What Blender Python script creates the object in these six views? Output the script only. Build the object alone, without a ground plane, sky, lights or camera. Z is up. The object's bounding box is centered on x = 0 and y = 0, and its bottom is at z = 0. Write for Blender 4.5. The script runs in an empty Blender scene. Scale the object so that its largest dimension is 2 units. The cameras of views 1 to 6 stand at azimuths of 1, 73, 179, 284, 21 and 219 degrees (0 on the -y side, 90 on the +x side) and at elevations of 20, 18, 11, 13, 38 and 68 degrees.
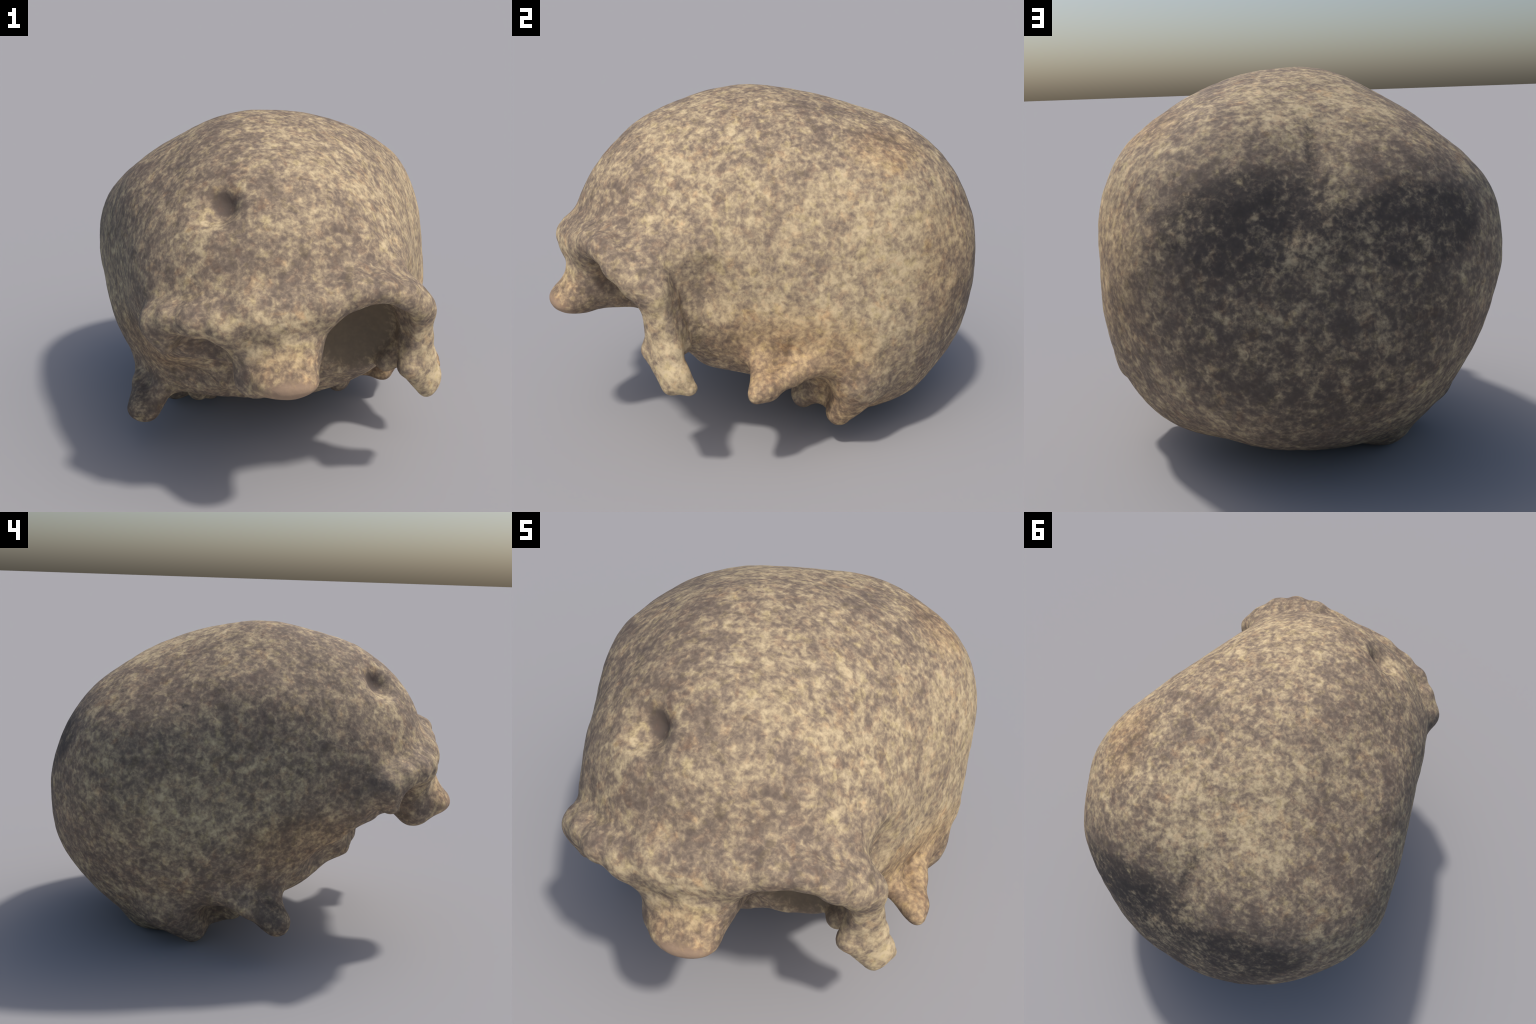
"""Fossil human cranium, face broken away: a mottled brown and cream braincase.

The bone is modelled as one implicit body on a voxel lattice:
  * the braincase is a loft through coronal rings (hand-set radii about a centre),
  * brow ridge, nasal bones, cheek process, zygomatic roots and mastoids are
    chains of tapered round limbs blended into it,
  * eye sockets, ear notches and the healed skull wound are scooped out.
The body is skinned (surface nets), given fine relief, and its faces are then
separated into named bones that share borders and normals.
"""
import bpy, math
import numpy as np
from mathutils import noise, Vector

# ----------------------------------------------------------------- braincase
CENTRE = np.array([0.05, 0.05, 0.80])
FRONT_POLE, BACK_POLE = 0.899, 0.925
# coronal rings: angle from the face axis (-y) in degrees, then the radius of
# the braincase at 20 steps of 18 degrees round the ring
# (step 0 = +x side, step 5 = crown, step 10 = -x side, step 15 = base)
RINGS = [
    ( 12, (0.879, 0.892, 0.902, 0.907, 0.911, 0.915, 0.920, 0.922, 0.916, 0.902, 0.885, 0.867, 0.850, 0.836, 0.827, 0.824, 0.827, 0.836, 0.849, 0.864)),
    ( 24, (0.851, 0.876, 0.892, 0.895, 0.901, 0.906, 0.905, 0.910, 0.906, 0.890, 0.863, 0.828, 0.796, 0.771, 0.755, 0.750, 0.756, 0.772, 0.795, 0.822)),
    ( 36, (0.808, 0.846, 0.851, 0.858, 0.871, 0.878, 0.873, 0.871, 0.868, 0.864, 0.830, 0.785, 0.748, 0.718, 0.697, 0.690, 0.695, 0.715, 0.747, 0.774)),
    ( 48, (0.748, 0.781, 0.778, 0.799, 0.819, 0.836, 0.838, 0.827, 0.820, 0.808, 0.777, 0.742, 0.724, 0.695, 0.665, 0.657, 0.653, 0.673, 0.710, 0.724)),
    ( 60, (0.695, 0.714, 0.725, 0.748, 0.767, 0.783, 0.797, 0.786, 0.787, 0.763, 0.739, 0.728, 0.732, 0.713, 0.672, 0.653, 0.650, 0.667, 0.689, 0.693)),
    ( 72, (0.674, 0.680, 0.702, 0.724, 0.735, 0.752, 0.771, 0.769, 0.786, 0.760, 0.738, 0.750, 0.763, 0.744, 0.704, 0.678, 0.676, 0.690, 0.700, 0.689)),
    ( 84, (0.690, 0.691, 0.708, 0.722, 0.724, 0.735, 0.749, 0.751, 0.791, 0.785, 0.770, 0.793, 0.804, 0.795, 0.756, 0.725, 0.723, 0.737, 0.738, 0.713)),
    ( 96, (0.729, 0.726, 0.735, 0.733, 0.718, 0.717, 0.728, 0.740, 0.788, 0.833, 0.828, 0.843, 0.861, 0.865, 0.823, 0.784, 0.783, 0.801, 0.799, 0.767)),
    (108, (0.774, 0.786, 0.792, 0.755, 0.724, 0.715, 0.724, 0.751, 0.810, 0.896, 0.912, 0.895, 0.912, 0.935, 0.887, 0.844, 0.841, 0.873, 0.862, 0.817)),
    (120, (0.830, 0.847, 0.843, 0.789, 0.752, 0.732, 0.738, 0.784, 0.857, 0.940, 0.955, 0.942, 0.946, 0.963, 0.930, 0.894, 0.883, 0.923, 0.905, 0.861)),
    (132, (0.883, 0.877, 0.875, 0.837, 0.802, 0.767, 0.769, 0.820, 0.894, 0.953, 0.971, 0.976, 0.980, 0.981, 0.966, 0.942, 0.930, 0.946, 0.912, 0.890)),
    (144, (0.919, 0.914, 0.900, 0.874, 0.842, 0.811, 0.803, 0.848, 0.899, 0.946, 0.976, 0.991, 1.005, 1.006, 0.996, 0.986, 0.979, 0.974, 0.940, 0.921)),
    (156, (0.927, 0.922, 0.906, 0.889, 0.865, 0.840, 0.840, 0.866, 0.898, 0.928, 0.955, 0.977, 0.996, 1.003, 1.001, 1.002, 0.998, 0.981, 0.959, 0.939)),
    (168, (0.925, 0.917, 0.906, 0.893, 0.880, 0.874, 0.879, 0.891, 0.904, 0.914, 0.928, 0.945, 0.959, 0.969, 0.973, 0.976, 0.974, 0.965, 0.952, 0.937)),
]


def cubic_periodic(table, phi):
    """Catmull-Rom weights in the ring direction (periodic)."""
    n = table.shape[1]
    u = (phi / (2 * np.pi) * n) % n
    i = np.floor(u).astype(np.int32)
    return i % n, (u - i).astype(np.float32)


def catmull(p0, p1, p2, p3, t):
    return 0.5 * (2 * p1 + (p2 - p0) * t + (2 * p0 - 5 * p1 + 4 * p2 - p3) * t * t
                  + (3 * p1 - p0 - 3 * p2 + p3) * t * t * t)


def ring_table():
    body = np.array([r for _, r in RINGS], dtype=np.float32)
    n = body.shape[1]
    front = np.full((1, n), FRONT_POLE, np.float32)
    back = np.full((1, n), BACK_POLE, np.float32)
    over_front = np.roll(body[:1], n // 2, axis=1)     # ring beyond the pole
    over_back = np.roll(body[-1:], n // 2, axis=1)
    return np.vstack([over_front, front, body, back, over_back, over_back])


def fine_lookup(n_theta=361, n_phi=720):
    """Smoothly interpolated radius on a fine angle grid."""
    tab = ring_table()
    th = np.linspace(0, np.pi, n_theta)
    ph = np.linspace(0, 2 * np.pi, n_phi, endpoint=False)
    n = tab.shape[1]
    u = ph / (2 * np.pi) * n
    j = np.floor(u).astype(int)
    t = (u - j)[None, :]
    rows = catmull(tab[:, (j - 1) % n], tab[:, j % n], tab[:, (j + 1) % n], tab[:, (j + 2) % n], t)
    v = th / np.pi * (len(RINGS) + 1)
    i = np.minimum(np.floor(v).astype(int), len(RINGS))
    s = (v - i)[:, None]
    i = i + 1
    return catmull(rows[i - 1], rows[i], rows[i + 1], rows[i + 2], s).astype(np.float32)


STEP = 0.009
LOW = np.array([-0.96, -1.08, -0.08])
HIGH = np.array([0.96, 1.10, 1.62])
SHAPE = np.ceil((HIGH - LOW) / STEP).astype(int)
AX = [(LOW[k] + STEP * np.arange(SHAPE[k])).astype(np.float32) for k in range(3)]


def braincase_field():
    lut = fine_lookup()
    x = AX[0][:, None, None] - np.float32(CENTRE[0])
    y = AX[1][None, :, None] - np.float32(CENTRE[1])
    z = AX[2][None, None, :] - np.float32(CENTRE[2])
    rxz = np.sqrt(x * x + z * z)
    r = np.sqrt(rxz * rxz + y * y) + np.float32(1e-6)
    theta = np.arctan2(rxz, -y + 0 * rxz)
    phi = np.arctan2(z + 0 * x, x + 0 * z) % np.float32(2 * np.pi)
    a = theta / np.float32(np.pi) * (lut.shape[0] - 1)
    i = np.clip(a.astype(np.int32), 0, lut.shape[0] - 2)
    a = a - i
    b = phi / np.float32(2 * np.pi) * lut.shape[1]
    j = np.floor(b).astype(np.int32)
    b = b - j
    j0 = np.broadcast_to(j % lut.shape[1], i.shape)
    j1 = np.broadcast_to((j + 1) % lut.shape[1], i.shape)
    rad = ((lut[i, j0] * (1 - b) + lut[i, j1] * b) * (1 - a)
           + (lut[i + 1, j0] * (1 - b) + lut[i + 1, j1] * b) * a)
    f = r - rad
    g = np.gradient(f, STEP)
    mag = np.sqrt(g[0] ** 2 + g[1] ** 2 + g[2] ** 2)
    return (f / np.clip(mag, 0.8, 3.0)).astype(np.float32)


def window(lo, hi):
    sl, pts = [], []
    for k in range(3):
        a = max(0, int((lo[k] - LOW[k]) / STEP))
        b = min(SHAPE[k], int((hi[k] - LOW[k]) / STEP) + 2)
        sl.append(slice(a, b))
        pts.append(AX[k][a:b])
    return tuple(sl), pts


def smooth_min(a, b, k):
    h = np.maximum(k - np.abs(a - b), 0) / k
    return np.minimum(a, b) - h * h * k * 0.25


def limb_distance(p, q, X, Y, Z):
    """Distance to a tapered limb from p to q, each (x, y, z, radius)."""
    ax, ay, az, ra = p
    bx, by, bz, rb = q
    dx, dy, dz = bx - ax, by - ay, bz - az
    t = ((X - ax) * dx + (Y - ay) * dy + (Z - az) * dz) / (dx * dx + dy * dy + dz * dz)
    t = np.clip(t, 0, 1)
    d = np.sqrt((X - ax - t * dx) ** 2 + (Y - ay - t * dy) ** 2 + (Z - az - t * dz) ** 2)
    return d - (ra + (rb - ra) * t)


def chain_field(chain, X, Y, Z, k=0.03):
    f = None
    for p, q in zip(chain[:-1], chain[1:]):
        d = limb_distance(p, q, X, Y, Z)
        f = d if f is None else smooth_min(f, d, k)
    return f


def add_chain(field, chain, blend):
    c = np.array(chain)
    m = c[:, 3].max() + blend + 0.03
    sl, (x, y, z) = window(c[:, :3].min(0) - m, c[:, :3].max(0) + m)
    d = chain_field(chain, x[:, None, None], y[None, :, None], z[None, None, :])
    field[sl] = smooth_min(field[sl], d, blend)


def lump_distance(centre, radii, turn, X, Y, Z):
    """Approximate distance to an ellipsoid, turned about z then tipped about x."""
    x, y, z = X - centre[0], Y - centre[1], Z - centre[2]
    a, b = math.radians(turn[0]), math.radians(turn[1])
    x, y = math.cos(a) * x + math.sin(a) * y, -math.sin(a) * x + math.cos(a) * y
    y, z = math.cos(b) * y + math.sin(b) * z, -math.sin(b) * y + math.cos(b) * z
    k0 = np.sqrt((x / radii[0]) ** 2 + (y / radii[1]) ** 2 + (z / radii[2]) ** 2)
    k1 = np.sqrt((x / radii[0] ** 2) ** 2 + (y / radii[1] ** 2) ** 2 + (z / radii[2] ** 2) ** 2)
    return k0 * (k0 - 1) / np.maximum(k1, 1e-5)


def lump_window(centre, radii, pad):
    m = max(radii) + pad
    return window(np.array(centre) - m, np.array(centre) + m)


def add_lump(field, centre, radii, blend, turn=(0, 0)):
    sl, (x, y, z) = lump_window(centre, radii, blend + 0.03)
    d = lump_distance(centre, radii, turn, x[:, None, None], y[None, :, None], z[None, None, :])
    field[sl] = smooth_min(field[sl], d, blend)


def scoop(field, centre, radii, blend, turn=(0, 0)):
    sl, (x, y, z) = lump_window(centre, radii, blend + 0.03)
    d = lump_distance(centre, radii, turn, x[:, None, None], y[None, :, None], z[None, None, :])
    field[sl] = -smooth_min(-field[sl], d, blend)


def swell(field, centre, radius, height):
    """Raise (height > 0) or sink the surface near a point, fading with distance."""
    m = radius * 2.4
    sl, (x, y, z) = window(np.array(centre) - m, np.array(centre) + m)
    d2 = ((x[:, None, None] - centre[0]) ** 2 + (y[None, :, None] - centre[1]) ** 2
          + (z[None, None, :] - centre[2]) ** 2)
    field[sl] -= (height * np.exp(-d2 / radius ** 2)).astype(np.float32)

# ------------------------------------------------------------ bony features
BROW = [(-0.395, -0.735, 0.848, 0.038), (-0.34, -0.785, 0.885, 0.050), (-0.25, -0.832, 0.90, 0.057),
        (-0.15, -0.855, 0.905, 0.060), (-0.04, -0.848, 0.935, 0.066), (0.10, -0.832, 0.935, 0.066),
        (0.25, -0.832, 0.958, 0.056), (0.36, -0.812, 0.995, 0.050), (0.46, -0.780, 0.998, 0.048),
        (0.55, -0.735, 0.945, 0.055), (0.600, -0.682, 0.890, 0.054), (0.63, -0.62, 0.84, 0.048)]
BROKEN_BROW_END = [(-0.41, -0.73, 0.845, 0.042), (-0.372, -0.745, 0.757, 0.032)]
# where the forehead runs out into the brow: temple crests and the plate between
TEMPLE_CREST_A = [(0.40, -0.56, 1.00, 0.06), (0.50, -0.585, 0.965, 0.052), (0.575, -0.615, 0.91, 0.048),
                  (0.61, -0.63, 0.87, 0.045)]
TEMPLE_WALL_B = [(-0.412, -0.635, 0.80, 0.040), (-0.405, -0.615, 0.750, 0.040)]
TEMPLE_CREST_B = [(-0.33, -0.52, 1.00, 0.045), (-0.36, -0.61, 0.905, 0.047), (-0.382, -0.68, 0.855, 0.045)]
FOREHEAD_PLATE = [(0.15, -0.735, 0.955, 0.065), (0.38, -0.70, 0.988, 0.053), (0.52, -0.635, 0.94, 0.044)]
NASAL = [(0.03, -0.82, 0.90, 0.085), (0.05, -0.792, 0.79, 0.080), (0.08, -0.840, 0.71, 0.080)]
NASAL_WING_A = [(0.195, -0.815, 0.905, 0.052), (0.150, -0.815, 0.80, 0.060), (0.13, -0.840, 0.70, 0.062)]
NASAL_WING_B = [(-0.11, -0.84, 0.865, 0.055), (-0.035, -0.815, 0.77, 0.060), (0.0, -0.828, 0.69, 0.062)]
NASAL_TIP = ((0.095, -0.916, 0.684), (0.118, 0.078, 0.056))
NASAL_SIDE_KNOB = [(0.02, -0.80, 0.72, 0.08), (-0.030, -0.828, 0.652, 0.066)]
NASAL_SEPTUM = [(0.12, -0.82, 0.755, 0.095), (0.115, -0.72, 0.745, 0.09), (0.09, -0.58, 0.68, 0.10)]
CHEEK_FRONT = [(0.60, -0.625, 0.82, 0.045), (0.580, -0.622, 0.71, 0.034), (0.590, -0.640, 0.60, 0.033),
               (0.677, -0.592, 0.470, 0.030)]
CHEEK_MIDDLE = [(0.62, -0.615, 0.78, 0.036), (0.628, -0.610, 0.68, 0.034), (0.645, -0.602, 0.58, 0.034),
                (0.690, -0.575, 0.49, 0.030)]
CHEEK_BACK = [(0.635, -0.605, 0.84, 0.045), (0.645, -0.588, 0.72, 0.038), (0.672, -0.574, 0.62, 0.037),
              (0.700, -0.556, 0.53, 0.037), (0.722, -0.522, 0.470, 0.029)]
CHEEK_WALL = [(0.61, -0.55, 0.80, 0.040), (0.61, -0.54, 0.70, 0.036), (0.575, -0.525, 0.60, 0.042), (0.520, -0.535, 0.565, 0.038)]
ZYGOMATIC_ROOT_A = [(0.69, 0.04, 0.48, 0.055), (0.722, -0.10, 0.450, 0.040), (0.757, -0.21, 0.425, 0.038),
                    (0.775, -0.268, 0.412, 0.027)]
ZYGOMATIC_FLANGE_A = [(0.60, -0.19, 0.50, 0.045), (0.735, -0.245, 0.428, 0.032)]
ZYGOMATIC_ROOT_B = [(-0.565, 0.0, 0.335, 0.05), (-0.572, -0.15, 0.275, 0.045), (-0.575, -0.285, 0.215, 0.053)]
ZYGOMATIC_FLANGE_B = [(-0.43, -0.21, 0.34, 0.042), (-0.530, -0.27, 0.205, 0.052)]
MASTOID_A = [(0.670, 0.215, 0.33, 0.095), (0.610, 0.155, 0.168, 0.050)]
MASTOID_B = [(-0.53, 0.25, 0.22, 0.11), (-0.46, 0.155, 0.075, 0.058)]
PETROUS_LUMP = [(-0.30, 0.06, 0.20, 0.08), (-0.32, -0.01, 0.165, 0.055)]
PETROUS_LUMP_A = [(0.38, 0.14, 0.20, 0.08), (0.375, 0.075, 0.155, 0.055)]
OCCIPITAL_LUMP = [(-0.33, 0.36, 0.10, 0.08), (-0.335, 0.44, 0.085, 0.075)]
SOCKET_OPEN = ((0.415, -0.70, 0.70), (0.205, 0.22, 0.25))
SOCKET_CLOGGED = ((-0.215, -0.815, 0.695), (0.130, 0.135, 0.125))

# low crests (height > 0) and suture grooves (height < 0) along the surface
RIDGES = [
    ([(0.795, 0.193, 0.654), (0.799, 0.247, 0.609), (0.796, 0.266, 0.554), (0.792, 0.238, 0.509)], 0.022, 0.0035),
    ([(0.588, -0.441, 1.001), (0.642, -0.273, 0.942), (0.698, -0.146, 0.87), (0.744, -0.041, 0.816),
      (0.773, 0.058, 0.744)], 0.035, 0.0016),
    ([(-0.055, 0.627, 1.312), (-0.046, 0.723, 1.237), (-0.055, 0.793, 1.163), (-0.034, 0.855, 1.081)], 0.022, -0.0030),
    ([(0.098, 0.934, 0.942), (-0.001, 0.923, 0.95), (-0.12, 0.93, 0.96)], 0.020, -0.0020),
]


def bone_field():
    f = braincase_field()
    # hollows first: the deep socket and the broken floor below it, the
    # clogged socket, the ear notches, the broken edges of the base
    for centre, radii, blend in ((*SOCKET_OPEN, 0.05),
                                 ((0.35, -0.60, 0.41), (0.20, 0.18, 0.10), 0.05),
                                 (*SOCKET_CLOGGED, 0.05),
                                 ((0.66, 0.02, 0.23), (0.19, 0.17, 0.14), 0.06),
                                 ((-0.52, 0.0, 0.12), (0.17, 0.15, 0.13), 0.05),
                                 ((0.45, -0.20, 0.22), (0.22, 0.28, 0.14), 0.06),
                                 ((-0.38, -0.52, 0.42), (0.19, 0.15, 0.12), 0.05),
                                 ((-0.20, -0.20, 0.16), (0.22, 0.27, 0.12), 0.06),
                                 ((0.05, -0.53, 0.315), (0.33, 0.21, 0.105), 0.05),
                                 ((0.12, -0.20, 0.15), (0.30, 0.28, 0.14), 0.05),
                                 ((-0.25, -0.66, 0.53), (0.19, 0.13, 0.11), 0.06),
                                 ((0.03, -0.68, 0.52), (0.36, 0.17, 0.135), 0.05),
                                 ((-0.31, -0.59, 0.47), (0.13, 0.10, 0.09), 0.06),
                                 ((0.05, 0.05, 0.05), (0.28, 0.27, 0.11), 0.05),
                                 ((-0.68, -0.24, 0.38), (0.11, 0.14, 0.10), 0.06),
                                 ((0.35, 0.0, 0.08), (0.22, 0.2, 0.11), 0.05)):
        scoop(f, centre, radii, blend)
    for chain, blend in ((TEMPLE_CREST_A, 0.08), (TEMPLE_CREST_B, 0.10), (TEMPLE_WALL_B, 0.07), (FOREHEAD_PLATE, 0.10),
                         (BROW, 0.08), (BROKEN_BROW_END, 0.08), (NASAL, 0.08), (NASAL_WING_A, 0.07), (NASAL_WING_B, 0.07), (NASAL_SEPTUM, 0.06),
                         (NASAL_SIDE_KNOB, 0.08), (CHEEK_WALL, 0.06), (CHEEK_FRONT, 0.05), (CHEEK_MIDDLE, 0.05), (CHEEK_BACK, 0.06),
                         (ZYGOMATIC_FLANGE_A, 0.08), (ZYGOMATIC_ROOT_A, 0.07),
                         (ZYGOMATIC_FLANGE_B, 0.08), (ZYGOMATIC_ROOT_B, 0.07),
                         (MASTOID_A, 0.10), (MASTOID_B, 0.10), (PETROUS_LUMP, 0.06), (PETROUS_LUMP_A, 0.06), (OCCIPITAL_LUMP, 0.10)):
        add_chain(f, chain, blend)
    add_lump(f, *NASAL_TIP, 0.07)
    # ear opening between zygomatic root and mastoid
    scoop(f, (0.735, 0.030, 0.350), (0.10, 0.068, 0.065), 0.03)
    # crisp socket roof and the temple hollow behind the cheek blade
    scoop(f, (0.425, -0.74, 0.745), (0.185, 0.20, 0.205), 0.025)
    scoop(f, (0.74, -0.43, 0.82), (0.16, 0.13, 0.20), 0.06)
    # healed wound on the forehead: a broad saucer, deepest at its inner rim
    swell(f, (-0.178, -0.635, 1.268), 0.080, -0.030)
    swell(f, (-0.142, -0.630, 1.280), 0.056, -0.070)
    swell(f, (-0.130, -0.612, 1.275), 0.030, -0.030)
    for lip in ((-0.235, -0.700, 1.195), (-0.175, -0.715, 1.200), (-0.285, -0.655, 1.225)):
        swell(f, lip, 0.035, 0.006)
    swell(f, (-0.11, 0.31, 0.0), 0.16, -0.014)      # flat of the occipital base
    swell(f, (0.12, 0.85, 0.22), 0.20, 0.028)       # low bulge of the occiput
    swell(f, (0.78, 0.20, 0.43), 0.10, 0.018)       # shoulder of the mastoid
    # nutrient pits
    swell(f, (0.259, -0.863, 1.033), 0.016, -0.012)
    swell(f, (0.576, 0.324, 1.325), 0.025, -0.012)
    swell(f, (0.785, 0.098, 0.521), 0.014, -0.010)
    for path, width, height in RIDGES:
        for p, q in zip(path[:-1], path[1:]):
            for t in np.linspace(0, 1, 4, endpoint=False):
                swell(f, [a + (b - a) * t for a, b in zip(p, q)], width, height)
    return f


# ---------------------------------------------------------------- skinning
def surface_nets(f):
    """Quads through every lattice edge that the surface crosses."""
    inside = f < 0
    nx, ny, nz = f.shape
    cells = (nx - 1, ny - 1, nz - 1)
    total = np.zeros(cells + (3,), np.float32)
    count = np.zeros(cells, np.int16)
    crossings = []
    for k in range(3):
        lo = [slice(None)] * 3
        hi = [slice(None)] * 3
        lo[k], hi[k] = slice(0, -1), slice(1, None)
        lo, hi = tuple(lo), tuple(hi)
        idx = np.argwhere(inside[lo] != inside[hi])
        crossings.append(idx)
        a = f[lo][tuple(idx.T)]
        b = f[hi][tuple(idx.T)]
        pos = idx.astype(np.float32)
        pos[:, k] += a / (a - b)
        o = [m for m in range(3) if m != k]
        for du in (0, -1):
            for dv in (0, -1):
                c = idx.copy()
                c[:, o[0]] += du
                c[:, o[1]] += dv
                np.add.at(total, tuple(c.T), pos)
                np.add.at(count, tuple(c.T), 1)
    used = np.argwhere(count > 0)
    ids = -np.ones(cells, np.int64)
    ids[tuple(used.T)] = np.arange(len(used))
    verts = total[tuple(used.T)] / count[tuple(used.T)][:, None]
    quads = []
    for k in range(3):
        o = [(k + 1) % 3, (k + 2) % 3]
        idx = crossings[k]
        ring = []
        for du, dv in ((0, 0), (-1, 0), (-1, -1), (0, -1)):
            c = idx.copy()
            c[:, o[0]] += du
            c[:, o[1]] += dv
            ring.append(ids[tuple(c.T)])
        q = np.stack(ring, 1)
        out = inside[tuple(idx.T)]
        q[~out] = q[~out][:, ::-1]
        quads.append(q)
    return LOW + verts * STEP, np.vstack(quads)


def vertex_normals(v, q):
    n = np.cross(v[q[:, 2]] - v[q[:, 0]], v[q[:, 3]] - v[q[:, 1]])
    out = np.zeros_like(v)
    for c in range(4):
        np.add.at(out, q[:, c], n)
    return out / np.maximum(np.linalg.norm(out, axis=1, keepdims=True), 1e-12)


def relax(v, q, rounds):
    e = np.vstack([q[:, [0, 1]], q[:, [1, 2]], q[:, [2, 3]], q[:, [3, 0]]])
    deg = np.bincount(e.ravel(), minlength=len(v)).astype(float)[:, None]
    for r in range(rounds):
        for w in (0.5, -0.52):
            s = np.zeros_like(v)
            np.add.at(s, e[:, 0], v[e[:, 1]])
            np.add.at(s, e[:, 1], v[e[:, 0]])
            v = v + w * (s / deg - v)
    return v


def relief(v, n):
    """Weathered bone: gentle waves, low pores and scars."""
    h = np.zeros(len(v))
    for i, p in enumerate(v):
        P = Vector(p)
        wave = noise.noise(P * 6.0) * 0.003 + noise.noise(P * 14.0) * 0.0018
        grain = noise.fractal(P * 22.0, 1.0, 2.1, 3) * 0.0010
        pit = max(0.0, noise.noise(P * 30.0 + Vector((7, 3, 1))) - 0.45) * -0.010
        h[i] = wave + grain + pit
    return v + n * h[:, None]


def largest_piece(v, q):
    label = np.arange(len(v))
    while True:
        low = label[q].min(1)
        new = label.copy()
        for c in range(4):
            np.minimum.at(new, q[:, c], low)
        new = new[new]
        if (new == label).all():
            break
        label = new
    keep = np.bincount(label).argmax()
    fk = label[q[:, 0]] == keep
    vk = label == keep
    remap = np.cumsum(vk) - 1
    return v[vk], remap[q[fk]]


# ---------------------------------------------------------------- material
class Nodes:
    """Small helper that wires shader nodes."""

    def __init__(self, name):
        self.mat = bpy.data.materials.new(name)
        self.mat.use_nodes = True
        self.t = self.mat.node_tree
        self.bsdf = self.t.nodes["Principled BSDF"]
        self.co = self.t.nodes.new("ShaderNodeTexCoord").outputs["Object"]

    def link(self, a, b):
        self.t.links.new(a, b)

    def put(self, sock, val):
        if isinstance(val, bpy.types.NodeSocket):
            self.link(val, sock)
        else:
            sock.default_value = val

    def noise(self, scale, detail=2.0, rough=0.5, distort=0.0, offset=(0, 0, 0), stretch=(1, 1, 1)):
        m = self.t.nodes.new("ShaderNodeMapping")
        m.inputs["Location"].default_value = offset
        m.inputs["Scale"].default_value = stretch
        self.link(self.co, m.inputs["Vector"])
        n = self.t.nodes.new("ShaderNodeTexNoise")
        n.inputs["Scale"].default_value = scale
        n.inputs["Detail"].default_value = detail
        n.inputs["Roughness"].default_value = rough
        n.inputs["Distortion"].default_value = distort
        self.link(m.outputs[0], n.inputs["Vector"])
        return n.outputs["Fac"]

    def math(self, op, a, b=0.0, clamp=False):
        n = self.t.nodes.new("ShaderNodeMath")
        n.operation = op
        n.use_clamp = clamp
        self.put(n.inputs[0], a)
        self.put(n.inputs[1], b)
        return n.outputs[0]

    def ramp01(self, x, lo, hi, to_lo=0.0, to_hi=1.0):
        n = self.t.nodes.new("ShaderNodeMapRange")
        n.interpolation_type = 'SMOOTHSTEP'
        self.put(n.inputs["Value"], x)
        n.inputs["From Min"].default_value = lo
        n.inputs["From Max"].default_value = hi
        n.inputs["To Min"].default_value = to_lo
        n.inputs["To Max"].default_value = to_hi
        return n.outputs[0]

    def mix(self, fac, a, b, mode='MIX'):
        n = self.t.nodes.new("ShaderNodeMix")
        n.data_type = 'RGBA'
        n.blend_type = mode
        self.put(n.inputs[0], fac)
        for sock, v in ((n.inputs[6], a), (n.inputs[7], b)):
            self.put(sock, v if isinstance(v, bpy.types.NodeSocket) else tuple(v) + (1.0,))
        return n.outputs[2]

    def patch(self, centre, radii, soft, wobble, amount=0.5):
        """1 inside a wobbly ellipsoid round a place on the object, 0 outside."""
        m = self.t.nodes.new("ShaderNodeVectorMath")
        m.operation = 'SUBTRACT'
        self.link(self.co, m.inputs[0])
        m.inputs[1].default_value = centre
        d = self.t.nodes.new("ShaderNodeVectorMath")
        d.operation = 'DIVIDE'
        self.link(m.outputs[0], d.inputs[0])
        d.inputs[1].default_value = radii
        ln = self.t.nodes.new("ShaderNodeVectorMath")
        ln.operation = 'LENGTH'
        self.link(d.outputs[0], ln.inputs[0])
        w = self.math('MULTIPLY', self.math('SUBTRACT', wobble, 0.5), amount)
        return self.ramp01(self.math('ADD', ln.outputs['Value'], w), 1.0 - soft, 1.0 + soft, 1.0, 0.0)


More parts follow.
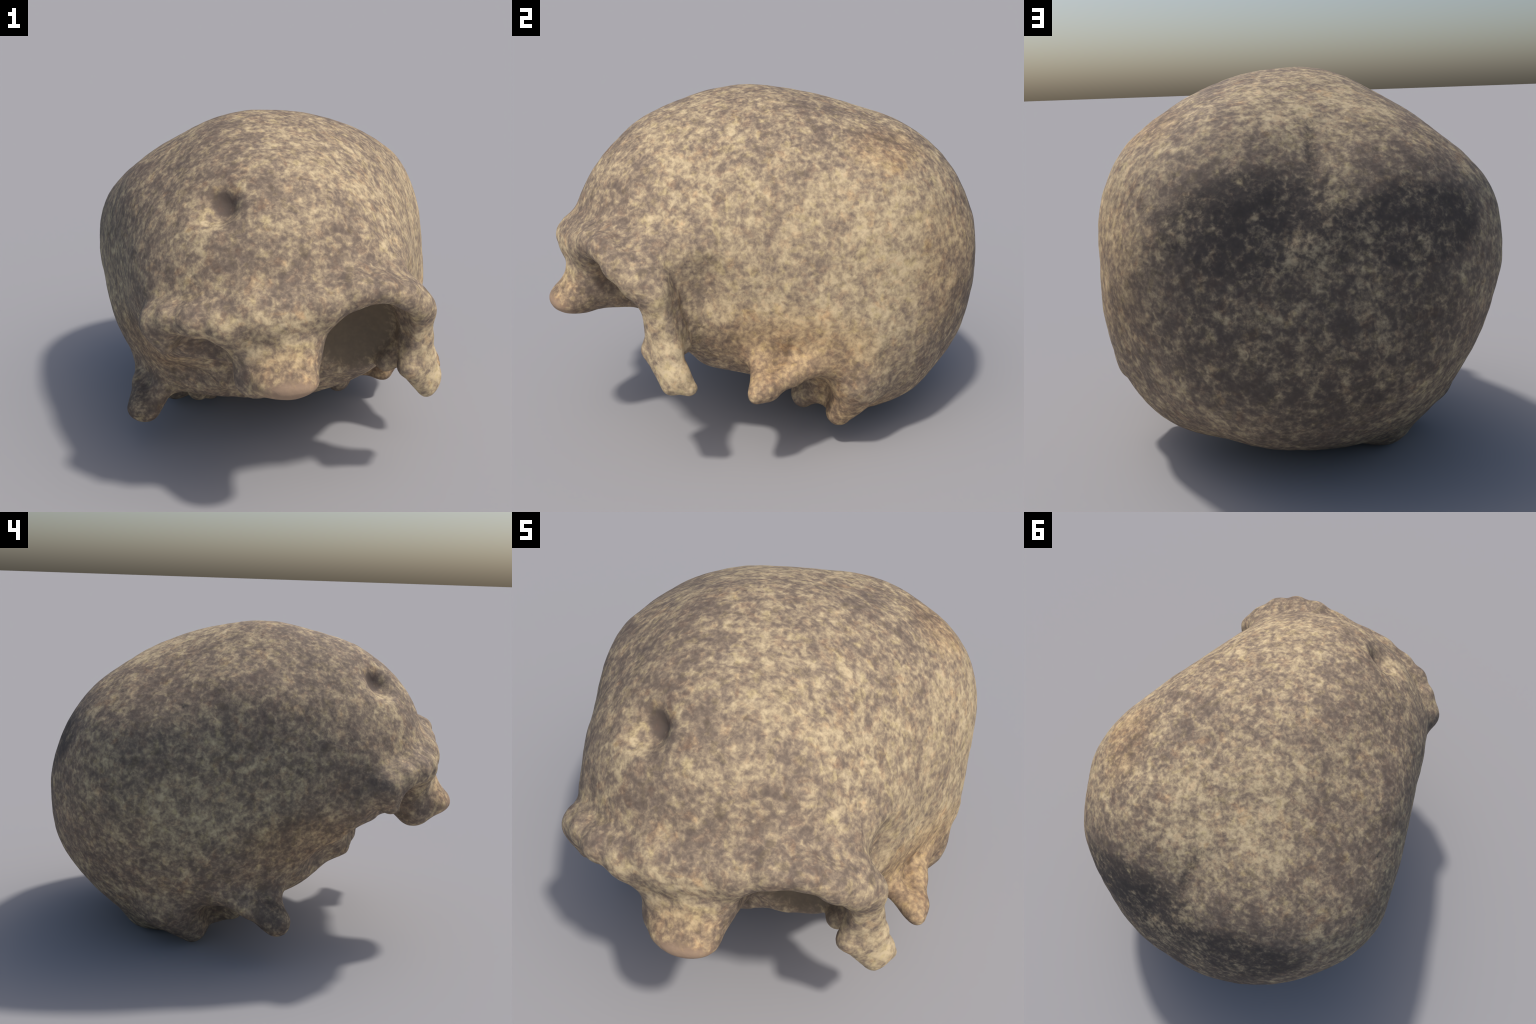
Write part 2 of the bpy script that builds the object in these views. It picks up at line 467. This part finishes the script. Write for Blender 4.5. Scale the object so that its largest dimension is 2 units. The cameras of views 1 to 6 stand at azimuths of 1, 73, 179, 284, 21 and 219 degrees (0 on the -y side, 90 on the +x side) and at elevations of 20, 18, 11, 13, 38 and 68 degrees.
def bone_material():
    N = Nodes("weathered_bone")
    fine = N.noise(34, 3.0, 0.58, 0.35)
    fleck = N.noise(74, 2.0, 0.55, 0.2, (3, 1, 7))
    cloud = N.noise(11, 3.0, 0.6, 0.1, (5, 2, 1))
    broad = N.noise(2.6, 2.0, 0.5, 0.0, (1, 9, 4))
    hue = N.noise(14, 3.0, 0.6, 0.5, (8, 8, 2))
    wob = N.noise(6, 4.0, 0.6, 0.0, (2, 4, 6))

    # how pale each spot is
    pale = N.math('ADD', N.math('MULTIPLY', fine, 0.88), N.math('MULTIPLY', fleck, 0.35))
    pale = N.math('ADD', pale, N.math('MULTIPLY', cloud, 0.62))
    pale = N.math('ADD', pale, N.math('MULTIPLY', broad, 0.30))
    # places the target keeps paler or darker
    for centre, radii, soft, gain in PALE_PLACES:
        pale = N.math('ADD', pale, N.math('MULTIPLY', N.patch(centre, radii, soft, wob, 0.6), gain))

    # the sheltered flank is smoother and paler, its flecks weaker
    flank = N.patch((0.85, 0.10, 0.85), (0.45, 0.75, 0.55), 0.5, wob, 0.8)
    swing = N.math('MULTIPLY', N.math('SUBTRACT', pale, 1.10), N.ramp01(flank, 0.0, 1.0, 0.95, 0.80))
    pale = N.math('ADD', N.math('ADD', swing, 1.10), N.math('MULTIPLY', flank, 0.05))

    ramp = N.t.nodes.new("ShaderNodeValToRGB")
    N.link(N.ramp01(pale, 0.745, 1.455), ramp.inputs[0])
    cr = ramp.color_ramp
    stops = [(0.0, (0.150, 0.114, 0.090)), (0.30, (0.222, 0.169, 0.125)), (0.52, (0.318, 0.242, 0.165)),
             (0.74, (0.455, 0.352, 0.220)), (1.0, (0.650, 0.515, 0.315))]
    while len(cr.elements) < len(stops):
        cr.elements.new(0.5)
    for e, (p, c) in zip(cr.elements, stops):
        e.position = p
        e.color = c + (1.0,)
    col = ramp.outputs[0]
    # hue drift: rusty, and grey-violet
    col = N.mix(N.ramp01(hue, 0.56, 0.72, 0.0, 0.35), col, (1.12, 0.90, 0.72), 'MULTIPLY')
    col = N.mix(N.ramp01(hue, 0.44, 0.30, 0.0, 0.35), col, (0.88, 0.89, 0.98), 'MULTIPLY')
    # olive and tan drift between neighbouring flecks
    tint = N.noise(24, 2.0, 0.5, 0.2, (4, 7, 3))
    col = N.mix(N.ramp01(tint, 0.55, 0.68, 0.0, 0.45), col, (0.98, 0.98, 0.80), 'MULTIPLY')
    col = N.mix(N.ramp01(tint, 0.45, 0.32, 0.0, 0.45), col, (1.06, 0.95, 0.90), 'MULTIPLY')
    # iron-stained tan places
    for centre, radii, strength in TAN_PLACES:
        m = N.math('MULTIPLY', N.patch(centre, radii, 0.45, wob, 0.8), strength)
        col = N.mix(m, col, (1.06, 0.91, 0.73), 'MULTIPLY')
    # patchy grey-green tint over the -x flank
    film = N.math('MULTIPLY', N.patch((-0.85, -0.10, 0.84), (0.45, 0.72, 0.34), 0.45, wob, 1.2), 0.75)
    col = N.mix(film, col, (0.76, 0.84, 0.86), 'MULTIPLY')
    # manganese stains: soot-dark ground that leaves pale flecks
    stain = None
    for centre, radii, soft, strength in STAINS:
        s = N.math('MULTIPLY', N.patch(centre, radii, soft, wob, 0.55), strength)
        stain = s if stain is None else N.math('MAXIMUM', stain, s)
    gaps = N.ramp01(pale, 0.98, 1.34, 1.0, 0.35)
    col = N.mix(N.math('MULTIPLY', N.math('MULTIPLY', stain, gaps), 0.92), col, (0.056, 0.048, 0.044))
    # smooth pinkish worn tip of the nasal bones
    worn = N.patch((0.125, -0.99, 0.655), (0.13, 0.085, 0.055), 0.40, fine, 0.9)
    col = N.mix(N.math('MULTIPLY', worn, 0.9), col, (0.40, 0.275, 0.185))
    # smooth dark brown patch deep in the open eye socket
    socket_brown = N.patch((0.37, -0.47, 0.75), (0.19, 0.24, 0.22), 0.2, fine, 0.6)
    col = N.mix(N.math('MULTIPLY', socket_brown, 0.9), col, (0.20, 0.155, 0.105))
    N.link(col, N.bsdf.inputs["Base Color"])
    N.bsdf.inputs["Roughness"].default_value = 0.78
    N.bsdf.inputs["Specular IOR Level"].default_value = 0.25
    b = N.t.nodes.new("ShaderNodeBump")
    b.inputs["Strength"].default_value = 0.22
    b.inputs["Distance"].default_value = 0.006
    N.link(N.math('ADD', fine, N.math('MULTIPLY', fleck, 0.6)), b.inputs["Height"])
    N.link(b.outputs[0], N.bsdf.inputs["Normal"])
    return N.mat


# (centre, radii, softness, gain in paleness)
PALE_PLACES = [
    ((0.72, 0.10, 0.95), (0.35, 0.70, 0.42), 0.5, 0.08),     # pale flank
    ((0.69, -0.58, 0.55), (0.12, 0.12, 0.14), 0.4, 0.18),    # cheek process
    ((0.30, -0.30, 1.40), (0.40, 0.35, 0.22), 0.5, 0.06),    # pale brow of the crown
    ((0.02, -0.80, 1.05), (0.30, 0.10, 0.13), 0.5, -0.03),   # dull middle forehead
    ((-0.10, 0.50, 1.38), (0.28, 0.32, 0.22), 0.5, 0.14),    # pale back of the crown
    ((-0.20, -0.64, 1.25), (0.12, 0.10, 0.09), 0.4, 0.03),   # scar floor
    ((0.05, -0.93, 0.85), (0.40, 0.10, 0.12), 0.4, 0.12),    # brow and nasal root
    ((-0.130, -0.605, 1.277), (0.040, 0.055, 0.040), 0.6, -0.50),  # wound bottom
]
# (centre, radii, strength)
TAN_PLACES = [
    ((0.72, -0.12, 0.52), (0.22, 0.34, 0.20), 0.55),
    ((0.60, 0.16, 0.20), (0.16, 0.20, 0.16), 0.55),
    ((0.10, -0.95, 0.72), (0.16, 0.12, 0.10), 0.40),
    ((0.52, 0.40, 1.28), (0.14, 0.18, 0.12), 0.45),
    ((-0.55, -0.42, 0.58), (0.25, 0.30, 0.14), 0.50),
    ((0.66, 0.62, 0.80), (0.20, 0.25, 0.28), 0.35),
]
# (centre, radii, softness, strength)
STAINS = [
    ((-0.05, 0.72, 1.23), (0.020, 0.16, 0.16), 0.5, 0.55),
    ((-0.60, -0.32, 0.25), (0.10, 0.12, 0.09), 0.4, 0.55),
    ((0.13, 0.93, 0.99), (0.36, 0.34, 0.20), 0.22, 0.80),
    ((-0.40, 0.86, 0.97), (0.28, 0.34, 0.15), 0.22, 0.77),
    ((-0.06, 1.02, 0.70), (0.62, 0.35, 0.42), 0.35, 0.60),
]



# ------------------------------------------------------------------- build
def near(chain, P):
    d = None
    for p, q in zip(chain[:-1], chain[1:]):
        k = limb_distance(p, q, P[:, 0], P[:, 1], P[:, 2])
        d = k if d is None else np.minimum(d, k)
    return d


def name_regions(c):
    """Give every face (by its centre) the name of the bone it lies on."""
    x, y, z = c.T
    mid = x - (0.01 - 0.10 * y)                      # offset from the skewed midline
    name = np.full(len(c), "parietal_bone", dtype=object)
    name[mid < 0] = "parietal_bone.001"
    coronal = -0.10 + 0.55 * (1.35 - z) * -0.55      # coronal suture slants forward going down
    name[y < coronal] = "frontal_bone"
    lambdoid = 0.66 - 0.45 * np.abs(mid) + 0.55 * (0.95 - z)
    name[(y > np.maximum(lambdoid, 0.38)) & (z < 1.12)] = "occipital_bone"
    squama = (z < 0.80 - 0.9 * (y - 0.0) ** 2) & (y > -0.42) & (y < 0.42)
    name[squama & (mid > 0.30)] = "temporal_bone"
    name[squama & (mid < -0.30)] = "temporal_bone.001"
    base = (z < 0.30 - 0.56 * y) & (np.abs(mid) < 0.42) & (y < 0.45)
    name[base] = "skull_base"
    sock = lump_distance(*SOCKET_OPEN, (0, 0), x, y, z)
    name[np.abs(sock) < 0.03] = "eye_socket"
    sock = lump_distance(*SOCKET_CLOGGED, (0, 0), x, y, z)
    name[np.abs(sock) < 0.03] = "eye_socket.001"
    for part, chains, reach in (
            ("brow_ridge", (BROW, BROKEN_BROW_END), 0.012),
            ("nasal_bone", (NASAL, NASAL_SIDE_KNOB, [(0.04, -0.905, 0.70, 0.06), (0.17, -0.905, 0.70, 0.06)]), 0.018),
            ("cheek_process", (CHEEK_FRONT[1:], CHEEK_MIDDLE[1:], CHEEK_BACK[1:]), 0.014),
            ("zygomatic_process", (ZYGOMATIC_ROOT_A[1:], ZYGOMATIC_FLANGE_A), 0.012),
            ("zygomatic_process.001", (ZYGOMATIC_ROOT_B[1:], ZYGOMATIC_FLANGE_B), 0.012),
            ("mastoid_process", (MASTOID_A,), 0.050),
            ("mastoid_process.001", (MASTOID_B,), 0.045)):
        hit = np.zeros(len(c), bool)
        for ch in chains:
            hit |= near(ch, c) < reach
        name[hit] = part
    return name


def main():
    v, q = surface_nets(bone_field())
    v, q = largest_piece(v, q)
    v = relax(v, q, 2)
    v = relief(v, vertex_normals(v, q))
    normals = vertex_normals(v, q)

    thing = bpy.data.objects.new("fossil_skull", None)
    bpy.context.collection.objects.link(thing)
    thing["label"] = "fossil human braincase with broken face, mottled brown and cream"
    thing["category"] = "skull"

    mat = bone_material()
    region = name_regions(v[q].mean(1))
    for part in sorted(set(region)):
        faces = q[region == part]
        used, local = np.unique(faces, return_inverse=True)
        local = local.reshape(faces.shape)
        mesh = bpy.data.meshes.new(part)
        mesh.from_pydata(v[used].tolist(), [], local.tolist())
        mesh.polygons.foreach_set("use_smooth", np.ones(len(faces), bool))
        mesh.materials.append(mat)
        mesh.normals_split_custom_set_from_vertices(normals[used].tolist())
        ob = bpy.data.objects.new(part, mesh)
        ob.parent = thing
        bpy.context.collection.objects.link(ob)


main()
